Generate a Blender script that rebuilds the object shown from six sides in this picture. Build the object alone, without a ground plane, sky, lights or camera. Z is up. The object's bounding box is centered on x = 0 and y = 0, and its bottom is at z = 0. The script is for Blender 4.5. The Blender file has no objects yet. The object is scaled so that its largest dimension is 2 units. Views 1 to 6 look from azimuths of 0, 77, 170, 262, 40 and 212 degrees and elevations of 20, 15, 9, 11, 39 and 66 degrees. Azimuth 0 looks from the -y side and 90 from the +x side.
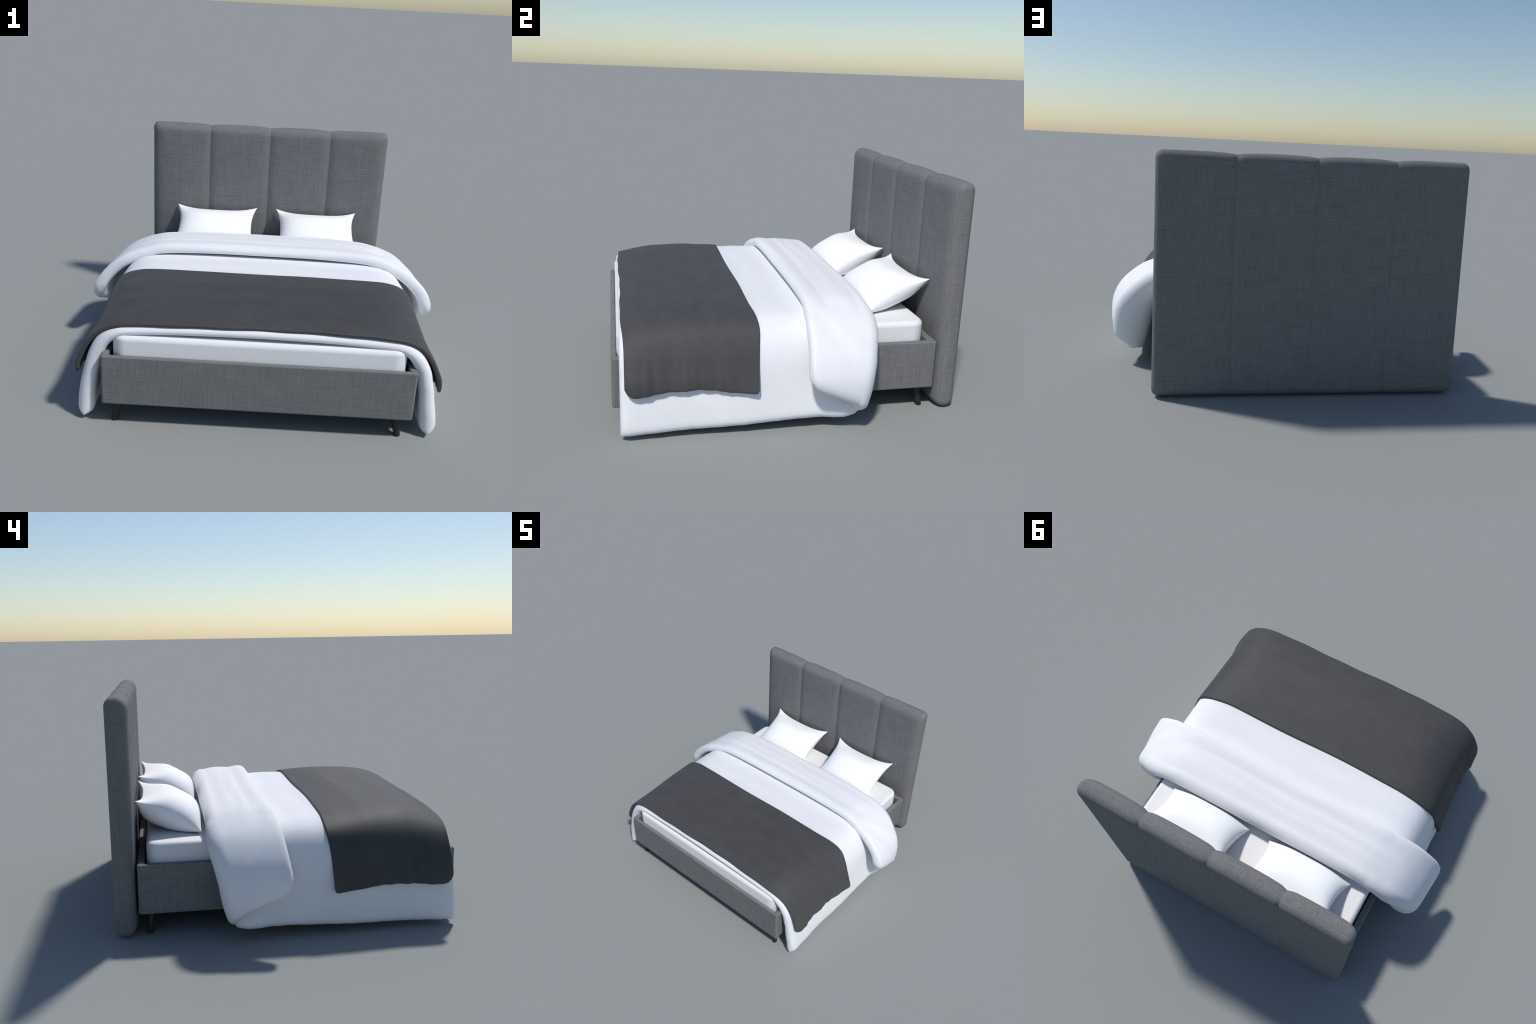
import bpy, bmesh, math
import numpy as np
from mathutils import Vector, noise

# ------------------------------------------------------------------ helpers
def link(ob, parent=None):
    bpy.context.scene.collection.objects.link(ob)
    if parent is not None:
        ob.parent = parent
    return ob

def mesh_object(name, verts, faces, mat, parent=None, smooth=True):
    me = bpy.data.meshes.new(name)
    me.from_pydata([tuple(map(float, v)) for v in verts], [], faces)
    bm = bmesh.new(); bm.from_mesh(me)
    bmesh.ops.remove_doubles(bm, verts=bm.verts, dist=1e-6)
    bmesh.ops.recalc_face_normals(bm, faces=bm.faces)
    bm.to_mesh(me); bm.free()
    me.polygons.foreach_set("use_smooth", [smooth] * len(me.polygons))
    me.materials.append(mat)
    return link(bpy.data.objects.new(name, me), parent)

def smoothstep(a, b, x):
    t = np.clip((np.asarray(x, float) - a) / (b - a), 0, 1)
    return t * t * (3 - 2 * t)

def spline(points, n=240):
    """Catmull-Rom curve through control points, resampled evenly by length."""
    P = np.array(points, float)
    E = np.vstack([2 * P[0] - P[1], P, 2 * P[-1] - P[-2]])
    out = []
    for i in range(1, len(E) - 2):
        p0, p1, p2, p3 = E[i - 1], E[i], E[i + 1], E[i + 2]
        for t in np.linspace(0, 1, 24, endpoint=False):
            out.append(0.5 * (2 * p1 + (p2 - p0) * t + (2 * p0 - 5 * p1 + 4 * p2 - p3) * t ** 2
                              + (3 * p1 - p0 - 3 * p2 + p3) * t ** 3))
    out.append(P[-1])
    out = np.array(out)
    d = np.r_[0, np.cumsum(np.linalg.norm(np.diff(out, axis=0), axis=1))]
    s = np.linspace(0, d[-1], n)
    return np.c_[np.interp(s, d, out[:, 0]), np.interp(s, d, out[:, 1])]

def table(x, pairs):
    pairs = np.array(pairs, float)
    return np.interp(x, pairs[:, 0], pairs[:, 1])

def edge_spread(n, tight):
    """0..1 samples, with a few extra ones crowded against both ends."""
    e = np.array([0, .04, .12, .25, .42, .65, 1.0]) * tight
    mid = np.linspace(tight, 1 - tight, n)
    return np.r_[e[:-1], mid, (1 - e[:-1])[::-1]]

def cloth_slab(name, M, half, edge_r, mat, parent=None):
    """Thick sheet around a mid surface M[i, j], thinning to a rounded rim."""
    du = np.gradient(M, axis=0); dv = np.gradient(M, axis=1)
    N = np.cross(du, dv)
    N /= np.linalg.norm(N, axis=2, keepdims=True) + 1e-12
    def run(axis):
        d = np.linalg.norm(np.diff(M, axis=axis), axis=2)
        z = np.zeros_like(np.take(M[..., 0], [0], axis=axis))
        c = np.concatenate([z, np.cumsum(d, axis=axis)], axis=axis)
        tot = np.take(c, [-1], axis=axis)
        return np.minimum(c, tot - c)
    def rim(d):
        q = 1 - np.clip(d / edge_r, 0, 1)
        return np.sqrt(np.clip(1 - q * q, 0, 1))
    f = rim(run(0)) * rim(run(1))
    T = M + N * (half * f)[..., None]
    B = M - N * (half * f)[..., None]
    ni, nj = M.shape[:2]
    verts = np.vstack([T.reshape(-1, 3), B.reshape(-1, 3)])
    off = ni * nj
    faces = []
    for i in range(ni - 1):
        for j in range(nj - 1):
            a, b, c, d = i * nj + j, i * nj + j + 1, (i + 1) * nj + j + 1, (i + 1) * nj + j
            faces.append((a, b, c, d))
            faces.append((off + d, off + c, off + b, off + a))
    return mesh_object(name, verts, faces, mat, parent)

def bump_field(P, scale, seed):
    """Smooth noise sampled at points P, stretched by scale per axis."""
    out = np.empty(P.shape[:2])
    for i in range(P.shape[0]):
        for j in range(P.shape[1]):
            p = P[i, j]
            out[i, j] = noise.noise(Vector((p[0] * scale[0] + seed, p[1] * scale[1] + 3 * seed,
                                            p[2] * scale[2] - seed)))
    return out

# ---------------------------------------------------------------- materials
def base_mat(name, rough, spec=0.5, sheen=0.0):
    m = bpy.data.materials.new(name); m.use_nodes = True
    nt = m.node_tree
    b = nt.nodes["Principled BSDF"]
    b.inputs["Roughness"].default_value = rough
    b.inputs["Specular IOR Level"].default_value = spec
    b.inputs["Sheen Weight"].default_value = sheen
    return m, nt, b

def noise_node(nt, coord, scale, detail=2.0, rough=0.5):
    mp = nt.nodes.new("ShaderNodeMapping"); mp.inputs["Scale"].default_value = scale
    nz = nt.nodes.new("ShaderNodeTexNoise")
    nz.inputs["Scale"].default_value = 1.0
    nz.inputs["Detail"].default_value = detail
    nz.inputs["Roughness"].default_value = rough
    nt.links.new(coord, mp.inputs["Vector"]); nt.links.new(mp.outputs[0], nz.inputs["Vector"])
    return nz.outputs["Fac"]

def math_node(nt, op, a, b=None, c=None):
    n = nt.nodes.new("ShaderNodeMath"); n.operation = op
    for k, v in enumerate((a, b, c)):
        if v is None: continue
        if isinstance(v, (int, float)): n.inputs[k].default_value = v
        else: nt.links.new(v, n.inputs[k])
    return n.outputs[0]

def ramp(nt, fac, stops):
    r = nt.nodes.new("ShaderNodeValToRGB")
    while len(r.color_ramp.elements) < len(stops):
        r.color_ramp.elements.new(0.5)
    for e, (p, c) in zip(r.color_ramp.elements, stops):
        e.position = p; e.color = (*c, 1)
    nt.links.new(fac, r.inputs[0])
    return r.outputs[0]

def linen(name, dark, light, twill=0.0):
    """Woven upholstery: fine warp and weft slubs, with a faint twill rib."""
    m, nt, b = base_mat(name, 0.92, 0.15, 0.0)
    co = nt.nodes.new("ShaderNodeTexCoord").outputs["Object"]
    s = math_node(nt, 'MULTIPLY', noise_node(nt, co, (9, 9, 9), 3), 0.06)
    for stretch, weight in (((8, 190, 190), .25), ((190, 8, 190), .25), ((190, 190, 8), .25),      # threads
                            ((5, 95, 95), .065), ((95, 5, 95), .065), ((95, 95, 5), .06)):         # slubs
        s = math_node(nt, 'ADD', s, math_node(nt, 'MULTIPLY', noise_node(nt, co, stretch, 2), weight))
    if twill:
        mp = nt.nodes.new("ShaderNodeMapping"); mp.inputs["Rotation"].default_value = (0, math.radians(40), 0)
        wv = nt.nodes.new("ShaderNodeTexWave"); wv.inputs["Scale"].default_value = 52
        wv.inputs["Distortion"].default_value = 0.6
        wv.inputs["Detail Scale"].default_value = 2.0
        nt.links.new(co, mp.inputs[0]); nt.links.new(mp.outputs[0], wv.inputs[0])
        s = math_node(nt, 'ADD', s, math_node(nt, 'MULTIPLY', math_node(nt, 'SUBTRACT', wv.outputs["Fac"], 0.5), twill))
    col = ramp(nt, s, [(0.375, dark), (0.625, light)])
    nt.links.new(col, b.inputs["Base Color"])
    bp = nt.nodes.new("ShaderNodeBump"); bp.inputs["Strength"].default_value = 0.25
    bp.inputs["Distance"].default_value = 0.002
    nt.links.new(s, bp.inputs["Height"]); nt.links.new(bp.outputs[0], b.inputs["Normal"])
    return m

def cotton(name, col, var=0.03, rough=0.75, spec=0.3):
    m, nt, b = base_mat(name, rough, spec, 0.0)
    co = nt.nodes.new("ShaderNodeTexCoord").outputs["Object"]
    n = noise_node(nt, co, (3, 9, 5), 3)
    c = ramp(nt, n, [(0.3, tuple(x * (1 - var) for x in col)), (0.7, col)])
    nt.links.new(c, b.inputs["Base Color"])
    return m

def wool(name, col):
    """Dark knitted throw with a fine crosswise rib."""
    m, nt, b = base_mat(name, 0.66, 0.45, 0.0)
    b.inputs["Diffuse Roughness"].default_value = 0.6
    co = nt.nodes.new("ShaderNodeTexCoord").outputs["Object"]
    rib = noise_node(nt, co, (60, 160, 300), 2)
    blot = noise_node(nt, co, (7, 12, 7), 2)
    s = math_node(nt, 'ADD', math_node(nt, 'MULTIPLY', rib, 0.6), math_node(nt, 'MULTIPLY', blot, 0.4))
    c = ramp(nt, s, [(0.35, tuple(x * 0.84 for x in col)), (0.65, tuple(x * 1.14 for x in col))])
    nt.links.new(c, b.inputs["Base Color"])
    bp = nt.nodes.new("ShaderNodeBump"); bp.inputs["Strength"].default_value = 0.25
    bp.inputs["Distance"].default_value = 0.0015
    nt.links.new(s, bp.inputs["Height"]); nt.links.new(bp.outputs[0], b.inputs["Normal"])
    return m

LINEN = linen("grey_linen", (0.133, 0.1345, 0.138), (0.215, 0.216, 0.219))
LINEN_TWILL = linen("grey_twill_linen", (0.133, 0.1345, 0.138), (0.215, 0.216, 0.219), 0.06)
DUVET = cotton("white_duvet_cotton", (0.80, 0.81, 0.84))
PILLOW = cotton("white_pillow_cotton", (0.92, 0.93, 0.95), 0.01)
MATTRESS = cotton("mattress_cover", (0.79, 0.79, 0.80), 0.01)
THROW = wool("charcoal_wool", (0.0565, 0.0575, 0.0605))
LEG, nt_, b_ = base_mat("stained_black_wood", 0.5, 0.4)
co_ = nt_.nodes.new("ShaderNodeTexCoord").outputs["Object"]
nt_.links.new(ramp(nt_, noise_node(nt_, co_, (40, 40, 6), 3), [(0.3, (0.016, 0.015, 0.015)), (0.7, (0.026, 0.024, 0.023))]),
              b_.inputs["Base Color"])
SLAT, nt_, b_ = base_mat("dark_underlay", 0.9, 0.1)
co_ = nt_.nodes.new("ShaderNodeTexCoord").outputs["Object"]
nt_.links.new(ramp(nt_, noise_node(nt_, co_, (20, 20, 20), 2), [(0.3, (0.03, 0.03, 0.03)), (0.7, (0.05, 0.05, 0.05))]),
              b_.inputs["Base Color"])

# --------------------------------------------------------------------- bed
bed = link(bpy.data.objects.new("bed", None))
bed["label"] = "grey upholstered double bed with tall channelled headboard"
bed["category"] = "bed"

# ---- headboard: four padded panels, pinched together at three upright seams
HB_FRONT, HB_BACK, HB_TOP, HB_BOTTOM = 0.765, 0.873, 1.1885, 0.003

def section_loop():
    """Rounded rectangle in (y, z) with its outward direction at each point."""
    pts = []
    corners = [(HB_FRONT, HB_TOP, .056, 180, 90), (HB_BACK, HB_TOP, .042, 90, 0),
               (HB_BACK, HB_BOTTOM, .048, 0, -90), (HB_FRONT, HB_BOTTOM, .056, -90, -180)]
    arcs = []
    for y, z, r, a0, a1 in corners:
        cy = y + r if y == HB_FRONT else y - r
        cz = z - r if z == HB_TOP else z + r
        arcs.append([(cy + r * math.cos(math.radians(a)), cz + r * math.sin(math.radians(a)),
                      math.cos(math.radians(a)), math.sin(math.radians(a))) for a in np.linspace(a0, a1, 11)])
    for k in range(4):
        pts += arcs[k]
        p, q = arcs[k][-1], arcs[(k + 1) % 4][0]
        n = 30 if abs(p[1] - q[1]) > 0.5 else 3
        for t in np.linspace(0, 1, n + 1)[1:-1]:
            pts.append(tuple(p[m] + (q[m] - p[m]) * t for m in range(4)))
    return np.array(pts)

SEAMS = [-0.765, -0.390, 0.0, 0.390, 0.765]
END_R = 0.034

def headboard_panel(k, parent):
    x0, x1 = SEAMS[k], SEAMS[k + 1]
    L = section_loop()
    xs = x0 + (x1 - x0) * edge_spread(22, 0.12)
    left_end, right_end = k == 0, k == 3
    verts = []
    for x in xs:
        row = np.empty((len(L), 3))
        c = (x - (x0 + x1) / 2) / ((x1 - x0) / 2)
        ny, nz = L[:, 2], L[:, 3]
        front, back, top, bot = (np.clip(q, 0, 1) ** 2 for q in (-ny, ny, nz, -nz))
        inset = np.zeros(len(L))
        for e, is_end in ((x - x0, left_end), (x1 - x, right_end)):
            if is_end:
                if e < END_R:
                    inset += END_R - math.sqrt(max(0.0, END_R ** 2 - (END_R - e) ** 2))
                inset += front * 0.018 * max(0.0, 1 - e / 0.085) ** 2     # softer shoulder at the front
            else:
                sharp = max(0.0, 1 - e / 0.038) ** 1.3
                wide = max(0.0, 1 - e / 0.14) ** 2
                pinch = smoothstep(1.10, 1.17, L[:, 1])
                inset += front * (0.0085 * sharp + 0.0015 * wide)
                inset += top * (0.0015 * sharp + 0.0075 * wide)
                inset += back * (0.0042 * max(0.0, 1 - e / 0.022) ** 2 + pinch * (0.006 * sharp + .002 * wide))
                inset += bot * (0.003 * sharp)
        bulge = front * 0.004 * (1 - c * c) + top * 0.001 * (1 - c * c)
        row[:, 0] = x
        row[:, 1] = L[:, 0] + ny * (bulge - inset)
        row[:, 2] = L[:, 1] + nz * (bulge - inset)
        verts.append(row)
    n = len(L)
    V = np.vstack(verts)
    faces = []
    for i in range(len(xs) - 1):
        for j in range(n):
            faces.append((i * n + j, i * n + (j + 1) % n, (i + 1) * n + (j + 1) % n, (i + 1) * n + j))
    if left_end:
        faces.append(tuple(range(n)))
    if right_end:
        faces.append(tuple(range((len(xs) - 1) * n, len(xs) * n))[::-1])
    return mesh_object("headboard_panel", V, faces, LINEN, parent)

def box(name, lo, hi, mat, parent, bevel=0.0, seg=4):
    bm = bmesh.new()
    bmesh.ops.create_cube(bm, size=1)
    for v in bm.verts:
        v.co = Vector([lo[m] + (hi[m] - lo[m]) * (v.co[m] + 0.5) for m in range(3)])
    if bevel:
        bmesh.ops.bevel(bm, geom=bm.edges[:], offset=bevel, segments=seg, affect='EDGES', profile=0.5)
    me = bpy.data.meshes.new(name); bm.to_mesh(me); bm.free()
    me.polygons.foreach_set("use_smooth", [True] * len(me.polygons))
    me.materials.append(mat)
    ob = link(bpy.data.objects.new(name, me), parent)
    w = ob.modifiers.new("weighted", 'WEIGHTED_NORMAL'); w.keep_sharp = False
    return ob

headboard = box("headboard", (-0.70, 0.80, 0.06), (0.70, 0.85, 1.12), SLAT, bed, 0.01)
for k in range(4):
    headboard_panel(k, headboard)

# ---- upholstered frame: four padded boards meeting in mitred corners
X_OUT, Y_FOOT, Y_HEAD, RAIL_LO, RAIL_HI, RAIL_W, FOOT_W = 0.7435, -0.873, 0.7555, 0.115, 0.3685, 0.034, 0.025

def frame_path(corner_r=0.014, steps=4):
    """Outer and inner outline of the frame, matched point by point, plus side ids."""
    cs = [(X_OUT, Y_FOOT, 1, -1), (X_OUT, Y_HEAD, 1, 1), (-X_OUT, Y_HEAD, -1, 1), (-X_OUT, Y_FOOT, -1, -1)]
    start = [-90, 0, 90, 180]
    outer, inner, mid = [], [], []
    for (x, y, sx, sy), a0 in zip(cs, start):
        for m, a in enumerate(np.linspace(a0, a0 + 90, 2 * steps + 1)):
            a = math.radians(a)
            outer.append((x - sx * corner_r + corner_r * math.cos(a), y - sy * corner_r + corner_r * math.sin(a)))
            inner.append((x - sx * RAIL_W, y - sy * (FOOT_W if sy < 0 else 0.038)))
            if m == steps: mid.append(len(outer) - 1)
    return np.array(outer), np.array(inner), mid

def rail_profile(r=0.008):
    """(0 outer .. 1 inner, z) once round the board's section."""
    rw = r / RAIL_W
    pts = []
    for (w, z, a0) in ((rw, RAIL_LO + r, 180), (1 - rw, RAIL_LO + r, 270), (1 - rw, RAIL_HI - r, 0), (rw, RAIL_HI - r, 90)):
        for a in np.linspace(a0, a0 + 90, 6):
            pts.append((w + rw * math.cos(math.radians(a)), z + r * math.sin(math.radians(a))))
    return pts

frame = box("bed_frame", (-0.700, -0.846, 0.125), (0.700, 0.706, 0.150), SLAT, bed, 0.002, 1)
OUT, INN, MID = frame_path()
PROF = rail_profile()
for name, k in (("side_rail", 0), ("head_rail", 1), ("side_rail", 2), ("foot_rail", 3)):
    a, b = MID[k], MID[(k + 1) % 4]
    idx = [m % len(OUT) for m in range(a, b + 1 if b > a else b + len(OUT) + 1)]
    rows = []
    for m in idx:
        for w, z in PROF:
            p = OUT[m] * (1 - w) + INN[m] * w
            rows.append((p[0], p[1], z))
    n = len(PROF)
    faces = [(i * n + j, i * n + (j + 1) % n, (i + 1) * n + (j + 1) % n, (i + 1) * n + j)
             for i in range(len(idx) - 1) for j in range(n)]
    ob = mesh_object(name, rows, faces, LINEN_TWILL, frame)
    w = ob.modifiers.new("weighted", 'WEIGHTED_NORMAL'); w.keep_sharp = False

# ---- splayed tapered legs
def leg(sx, sy, foot):
    top = Vector((foot[0] - sx * 0.026, foot[1] - sy * 0.018, 0.125))
    verts, faces, n = [], [], 28
    for t, r in ((0.0, 0.0145), (0.03, 0.0165), (0.35, 0.0182), (0.7, 0.0202), (1.0, 0.0222)):
        c = Vector((foot[0], foot[1], 0.0)).lerp(top, t)
        for a in range(n):
            verts.append((c.x + r * math.cos(2 * math.pi * a / n), c.y + r * math.sin(2 * math.pi * a / n), c.z))
    for i in range(4):
        faces += [(i * n + j, i * n + (j + 1) % n, (i + 1) * n + (j + 1) % n, (i + 1) * n + j) for j in range(n)]
    faces.append(tuple(range(n))[::-1]); faces.append(tuple(range(4 * n, 5 * n)))
    ob = mesh_object("leg", verts, faces, LEG, bed)
    ob.data.polygons[len(ob.data.polygons) - 1].use_smooth = False
    ob.data.polygons[len(ob.data.polygons) - 2].use_smooth = False

for sx in (1, -1):
    leg(sx, -1, (sx * 0.691, -0.819))
    leg(sx, 1, (sx * 0.694, 0.706))

# ---- mattress
bm = bmesh.new()
bmesh.ops.create_cube(bm, size=1)
M_LO, M_HI = (-0.699, -0.847, 0.151), (0.699, 0.708, 0.463)
for v in bm.verts:
    v.co = Vector([M_LO[m] + (M_HI[m] - M_LO[m]) * (v.co[m] + 0.5) for m in range(3)])
upright = [e for e in bm.edges if abs(e.verts[0].co.z - e.verts[1].co.z) > 0.1]
bmesh.ops.bevel(bm, geom=upright, offset=0.068, segments=10, affect='EDGES', profile=0.5)
rims = [e for e in bm.edges if abs(e.verts[0].co.z - e.verts[1].co.z) < 1e-6 and len(e.link_faces) == 2
        and any(abs(f.normal.z) > .9 for f in e.link_faces) and any(abs(f.normal.z) < .1 for f in e.link_faces)]
bmesh.ops.bevel(bm, geom=rims, offset=0.026, segments=8, affect='EDGES', profile=0.5)
me = bpy.data.meshes.new("mattress"); bm.to_mesh(me); bm.free()
me.polygons.foreach_set("use_smooth", [True] * len(me.polygons))
me.materials.append(MATTRESS)
mattress = link(bpy.data.objects.new("mattress", me), bed)
mattress.modifiers.new("weighted", 'WEIGHTED_NORMAL').keep_sharp = False

# ------------------------------------------------------------------- duvet
# Half cross-sections (x, z) of the middle of the padding, from the bed's axis
# to the hem; the duvet spreads a little from the foot to the head.
LOWER = [(-0.84, spline([(0, .494), (.35, .490), (.58, .479), (.67, .466), (.735, .425), (.775, .36), (.802, .26), (.824, .14), (.840, .0)])),
         (-0.55, spline([(0, .514), (.35, .512), (.58, .503), (.69, .483), (.750, .435), (.783, .36), (.800, .26), (.820, .14), (.836, .0)])),
         (-0.20, spline([(0, .512), (.35, .511), (.60, .505), (.71, .484), (.768, .435), (.802, .36), (.822, .26), (.835, .14), (.845, .0)])),
         (0.35, spline([(0, .508), (.35, .506), (.60, .499), (.70, .478), (.752, .428), (.784, .35), (.810, .24), (.838, .13), (.868, .0)]))]
UPPER = spline([(0, .580), (.35, .579), (.58, .569), (.678, .547), (.768, .512), (.830, .476), (.878, .434), (.922, .383), (.948, .335), (.964, .288), (.968, .22), (.961, .15), (.952, .08)])

def lower_profile(y):
    ys = [p[0] for p in LOWER]
    y = min(max(y, ys[0]), ys[-1])
    for k in range(len(ys) - 1):
        if y <= ys[k + 1]:
            t = float(smoothstep(ys[k], ys[k + 1], y))
            return LOWER[k][1] * (1 - t) + LOWER[k + 1][1] * t

def cut_profile(P, z_end, a):
    """Points of half profile P at signed fractions a (-1..1), stopping at height z_end."""
    d = np.r_[0, np.cumsum(np.linalg.norm(np.diff(P, axis=0), axis=1))]
    k = np.argmax(P[:, 1] < z_end) or len(P) - 1
    t = (P[k - 1, 1] - z_end) / (P[k - 1, 1] - P[k, 1] + 1e-9)
    s_end = d[k - 1] + min(max(t, 0), 1) * (d[k] - d[k - 1])
    s = np.abs(a) * s_end
    return np.sign(a) * np.interp(s, d, P[:, 0]), np.interp(s, d, P[:, 1])

def fold_line(z):           # centre line of the turned back fold
    return table(z, [(.05, .258), (.08, .262), (.12, .266), (.16, .271), (.30, .295), (.45, .336), (.52, .350), (.60, .353)])
def flap_line(z):           # free edge of the turned back flap
    return table(z, [(.15, .03), (.25, .018), (.36, .022), (.50, .040), (.56, .060), (.60, .066)])

A = edge_spread(110, 0.035) * 2 - 1
rows = []
low = edge_spread(64, 0.06)
for t in low[:-6]:
    y = -0.837 + t / low[-7] * 1.097
    zb = table(y, [(-.837, .020), (-.6, .028), (-.3, .036), (0, .052), (.14, .054), (.19, .056), (.23, .060), (.25, .065), (.260, .071)])
    rows.append(("low", t, zb, 0.0))
for th in np.linspace(0, math.pi, 19):
    rows.append(("loop", th, table(th, [(0, .073), (.8, .080), (1.5, .095), (2.2, .118), (3.1416, .147)]), (1 - math.cos(th)) / 2))
flap = 1 - edge_spread(30, 0.10)[::-1][6:]
flap = np.linspace(0, 1, 36)
flap = np.r_[np.linspace(.03, .88, 24), 1 - np.array([.09, .06, .04, .024, .012, .005, .001, 0])]
for t in flap:
    yb = 0.27 - t * 0.25
    zb = table(yb, [(.018, .335), (.03, .292), (.05, .262), (.08, .240), (.13, .216), (.20, .184), (.27, .150)])
    rows.append(("flap", t, zb, 1.0))

M = np.empty((len(rows), len(A), 3))
half = np.empty((len(rows), len(A)))
for i, (kind, t, zb, w) in enumerate(rows):
    y_nom = -0.837 + t * 1.15 if kind == "low" else 0.33
    P = lower_profile(y_nom) * (1 - w) + UPPER * w
    x, z = cut_profile(P, zb, A)
    yc = fold_line(z)
    side = smoothstep(.60, .80, np.abs(x))
    if kind == "low":
        y = -0.837 + (yc + 0.837) * t / low[-7]
    elif kind == "loop":
        y = yc + (0.034 + 0.008 * side) * (0.62 + 0.38 * smoothstep(.08, .22, z)) * math.sin(t)
    else:
        yf = flap_line(z)
        y = yc + (yf - yc) * t
    if kind == "low":     # near the fold the hem sweeps outward to meet it
        x = x + np.sign(x) * 0.030 * smoothstep(.10, .27, y) * smoothstep(.20, .07, z)
    # the fold draws in a little towards the pillows
    x = x + np.sign(x) * w * side * (0.013 - 0.040 * np.clip((y - .02) / .32, 0, 1))
    if kind == "low":     # the foot edge sits slightly back where it lies on the mattress
        y = y + 0.002 * (1 - side) * (1 - float(smoothstep(0, .12, t)))
    M[i, :, 0], M[i, :, 1], M[i, :, 2] = x, y, z
    front = float(smoothstep(-.80, -.55, y_nom)) if kind == "low" else 1.0
    padding = (0.024 + 0.011 * front) * (1 - side) + (0.036 + 0.004 * smoothstep(.3, .1, z)) * side
    padding_flap = 0.031 * (1 - side) + 0.034 * side
    half[i] = padding * (1 - w) + padding_flap * w
    if kind == "loop":
        half[i] *= 1 - 0.10 * math.sin(t)

# soft rumples: crosswise streaks on top of the bed, slanting ones on the hanging sides
N = np.cross(np.gradient(M, axis=0), np.gradient(M, axis=1))
N /= np.linalg.norm(N, axis=2, keepdims=True) + 1e-12
side = smoothstep(.62, .80, np.abs(M[..., 0]))
Q = M.copy(); Q[..., 1] += Q[..., 2] * 0.7 * np.where(side > .5, 1, 0)
crease = bump_field(M, (1.3, 12, 6), 4.1) * 0.0045 + bump_field(M, (3, 30, 8), 9.7) * 0.0018
hang = bump_field(Q, (2, 10, 3), 2.3) * 0.0045 + bump_field(Q, (2, 24, 5), 7.7) * 0.002
lift = crease * (1 - side) + hang * side
# the turned back flap: a soft roll at its free edge, then a shallow valley
is_flap = np.array([1.0 if r[0] == "flap" else 0.0 for r in rows])[:, None]
upper = np.array([r[3] for r in rows])[:, None]
lift = lift - upper * (1 - side) * 0.012 * smoothstep(.15, .36, M[..., 1])   # the fold sinks a little towards the pillows
lift = lift + is_flap * (1 - side) * (0.0025 * np.exp(-((M[..., 1] - .105) / .03) ** 2)
                                      - 0.0050 * np.exp(-((M[..., 1] - .165) / .035) ** 2)
                                      + 0.003 * np.exp(-((M[..., 1] - .275) / .03) ** 2))
M += N * lift[..., None]
rim_width = 0.038 + 0.022 * is_flap * np.ones_like(half)
duvet = cloth_slab("duvet", M, half, rim_width, DUVET)
duvet["label"] = "thick white duvet folded back at the head end"
duvet["category"] = "duvet"

# ---------------------------------------------------------- throw blanket
# Half cross-sections of the throw's outer face at several stations along the bed.
TH = 0.010
OUTER = [(-0.835, spline([(0, .531), (.35, .527), (.58, .519), (.69, .503), (.765, .468), (.822, .410), (.862, .34), (.884, .28), (.879, .20)])),
         (-0.74, spline([(0, .557), (.35, .555), (.58, .546), (.69, .522), (.768, .478), (.820, .410), (.855, .34), (.877, .28), (.879, .20)])),
         (-0.62, spline([(0, .574), (.35, .573), (.58, .566), (.69, .540), (.766, .490), (.814, .415), (.845, .34), (.865, .28), (.872, .20)])),
         (-0.40, spline([(0, .577), (.35, .576), (.58, .570), (.70, .545), (.775, .496), (.820, .420), (.848, .34), (.866, .28), (.872, .20)])),
         (-0.20, spline([(0, .555), (.35, .556), (.58, .553), (.695, .538), (.778, .500), (.826, .425), (.858, .34), (.880, .28), (.906, .20)]))]

def outer_profile(y):
    ys = [p[0] for p in OUTER]
    y = min(max(y, ys[0]), ys[-1])
    for k in range(len(ys) - 1):
        if y <= ys[k + 1]:
            t = (y - ys[k]) / (ys[k + 1] - ys[k])
            return OUTER[k][1] * (1 - t) + OUTER[k + 1][1] * t

T = edge_spread(70, 0.03)
A2 = edge_spread(130, 0.02) * 2 - 1
M = np.empty((len(T), len(A2), 3))
for i, t in enumerate(T):
    y = -0.828 + t * 0.636
    for sgn in (-1, 1):
        m = A2 * sgn >= 0
        hem = table(y, [(-.838, .30), (-.828, .262), (-.815, .238), (-.798, .226), (-.77, .224), (-.72, .230), (-.636, .239), (-.484, .244),
                        (-.40, .236), (-.34, .227), (-.25, .219), (-.207, .2185), (-.199, .222), (-.194, .229), (-.192, .238)])
        if sgn < 0:
            hem = table(y, [(-.838, .31), (-.828, .264), (-.815, .240), (-.798, .228), (-.77, .224), (-.72, .226), (-.56, .238), (-.45, .236), (-.30, .224), (-.207, .219), (-.199, .222), (-.194, .229), (-.192, .238)])
        x, z = cut_profile(outer_profile(y), hem, A2[m])
        M[i, m, 0], M[i, m, 1], M[i, m, 2] = x, y, z
# front edge is wavy and slightly drawn in at the corners of the bed
fx = np.abs(M[..., 0])
tt = T[:, None] * np.ones_like(fx)
M[..., 1] += (1 - tt) * (0.003 * np.sin(M[..., 0] * 7 + .6) + 0.0015 * np.sin(M[..., 0] * 23 + 2)
                         + 0.010 * smoothstep(.55, .82, fx))
M[..., 1] += tt * (0.003 * np.sin(M[..., 0] * 8) - 0.018 * smoothstep(.76, .90, fx) + 0.01 * smoothstep(.55, .75, fx))
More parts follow.
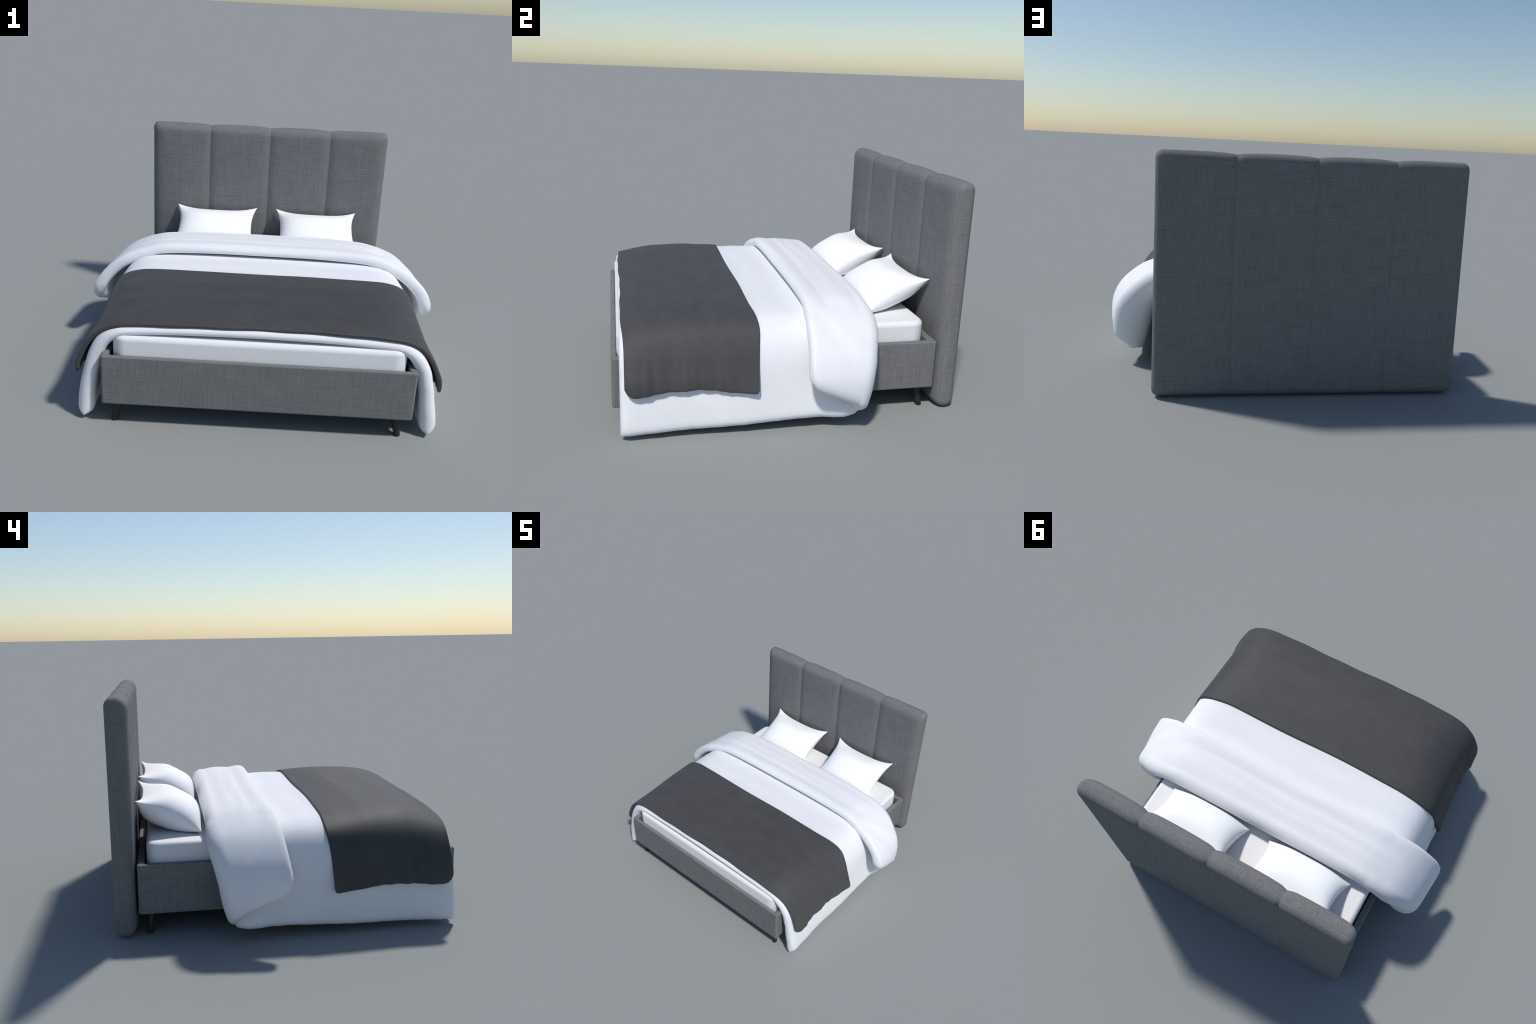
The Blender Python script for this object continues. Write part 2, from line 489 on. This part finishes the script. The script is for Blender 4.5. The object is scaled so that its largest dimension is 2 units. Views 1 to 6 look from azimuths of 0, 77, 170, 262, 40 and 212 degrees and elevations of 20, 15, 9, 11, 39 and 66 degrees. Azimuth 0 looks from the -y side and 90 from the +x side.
# hanging folds
drop = np.clip((0.47 - M[..., 2]) / 0.25, 0, 1)
yy = M[..., 1]
ripple = (np.sin(yy * 33 + 0.8) * 0.5 + np.sin(yy * 58 + 2.0 * np.sign(M[..., 0])) * 0.22 + np.sin(yy * 97 + .5) * 0.16)
ripple = ripple + bump_field(M, (0.5, 26, 2.0), 12.4) * 0.9
window = smoothstep(-.80, -.70, yy) * (1 - smoothstep(-.42, -.25, yy))
M[..., 0] += np.sign(M[..., 0]) * (ripple + 1.25) * 0.0064 * drop * (0.35 + 0.65 * window)
# the free front edge of each side drop curls back against the duvet
M[..., 0] -= np.sign(M[..., 0]) * 0.018 * drop * (1 - smoothstep(-.83, -.775, M[..., 1]))
N = np.cross(np.gradient(M, axis=0), np.gradient(M, axis=1))
N /= np.linalg.norm(N, axis=2, keepdims=True) + 1e-12
if N[len(T) // 2, len(A2) // 2, 2] < 0: N = -N
lift = bump_field(M, (2.5, 7, 3), 6.6) * 0.004 * (1 - drop)
lift = lift + bump_field(M, (0.6, 30, 1.6), 3.7) * 0.0055 * smoothstep(.15, .6, drop) * window
M += N * (lift - TH)[..., None]
throw = cloth_slab("throw_blanket", M, np.full(M.shape[:2], TH), 0.012, THROW)
throw["label"] = "charcoal throw blanket spread across the foot end"
throw["category"] = "blanket"

# ------------------------------------------------------------------ pillows
def pillow(cx):
    n = 56
    # even in the middle, crowded at the seam
    s = np.sin(np.linspace(-1, 1, n) * math.pi / 2)
    U, V = np.meshgrid(s, s, indexing="ij")
    HX, HV = 0.265, 0.187
    X = HX * U * (1 - 0.125 * (1 - np.abs(V) ** 2.4))
    W = HV * V * (1 - np.where(V > 0, 0.22, 0.035) * (1 - np.abs(U) ** 3.0))
    low = smoothstep(0.3, -0.9, V)                 # fuller towards the lower seam
    au = 1 - np.abs(U) ** 3.2
    av_up = 1 - np.abs(V) ** (1.7 + 2.8 * low)
    av_dn = 1 - np.abs(V) ** (3.2 + 1.3 * low)
    ears = 1 - 0.55 * (np.abs(U) * np.abs(V)) ** 3
    up = 0.088 * np.sqrt(np.clip(au, 0, 1)) * np.clip(av_up, 0, 1) ** (0.5 + 0.45 * smoothstep(-.1, .7, V)) * ears
    dn = (0.104 + 0.014 * V) * np.sqrt(np.clip(au * av_dn, 0, 1)) * ears
    ang = math.radians(28.2)
    d = np.array([0, math.cos(ang), math.sin(ang)]); nrm = np.array([0, -math.sin(ang), math.cos(ang)])
    C = np.array([cx, 0.5905, 0.5690])
    mid = C + X[..., None] * np.array([1, 0, 0]) + W[..., None] * d
    Tp, Bt = mid + up[..., None] * nrm, mid - dn[..., None] * nrm
    # the belly flattens where it rests on the mattress
    rest, k = 0.4655, 0.012
    q = np.clip(0.5 + 0.5 * (Bt[..., 2] - rest) / k, 0, 1)
    Bt[..., 2] = rest * (1 - q) + Bt[..., 2] * q + k * q * (1 - q)
    verts = np.vstack([Tp.reshape(-1, 3), Bt.reshape(-1, 3)]) - np.array([cx, 0.590, 0.460])
    off, faces = n * n, []
    for i in range(n - 1):
        for j in range(n - 1):
            a, b, c, e = i * n + j, i * n + j + 1, (i + 1) * n + j + 1, (i + 1) * n + j
            faces.append((a, b, c, e)); faces.append((off + e, off + c, off + b, off + a))
    return verts, faces

v, f = pillow(0.0)
first = mesh_object("pillow", v, f, PILLOW)
first.location = (0.328, 0.590, 0.460)
second = first.copy()
second.location = (-0.328, 0.590, 0.460)
bpy.context.scene.collection.objects.link(second)
for p in (first, second):
    p["label"] = "plump white pillow leaning on the headboard"
    p["category"] = "pillow"
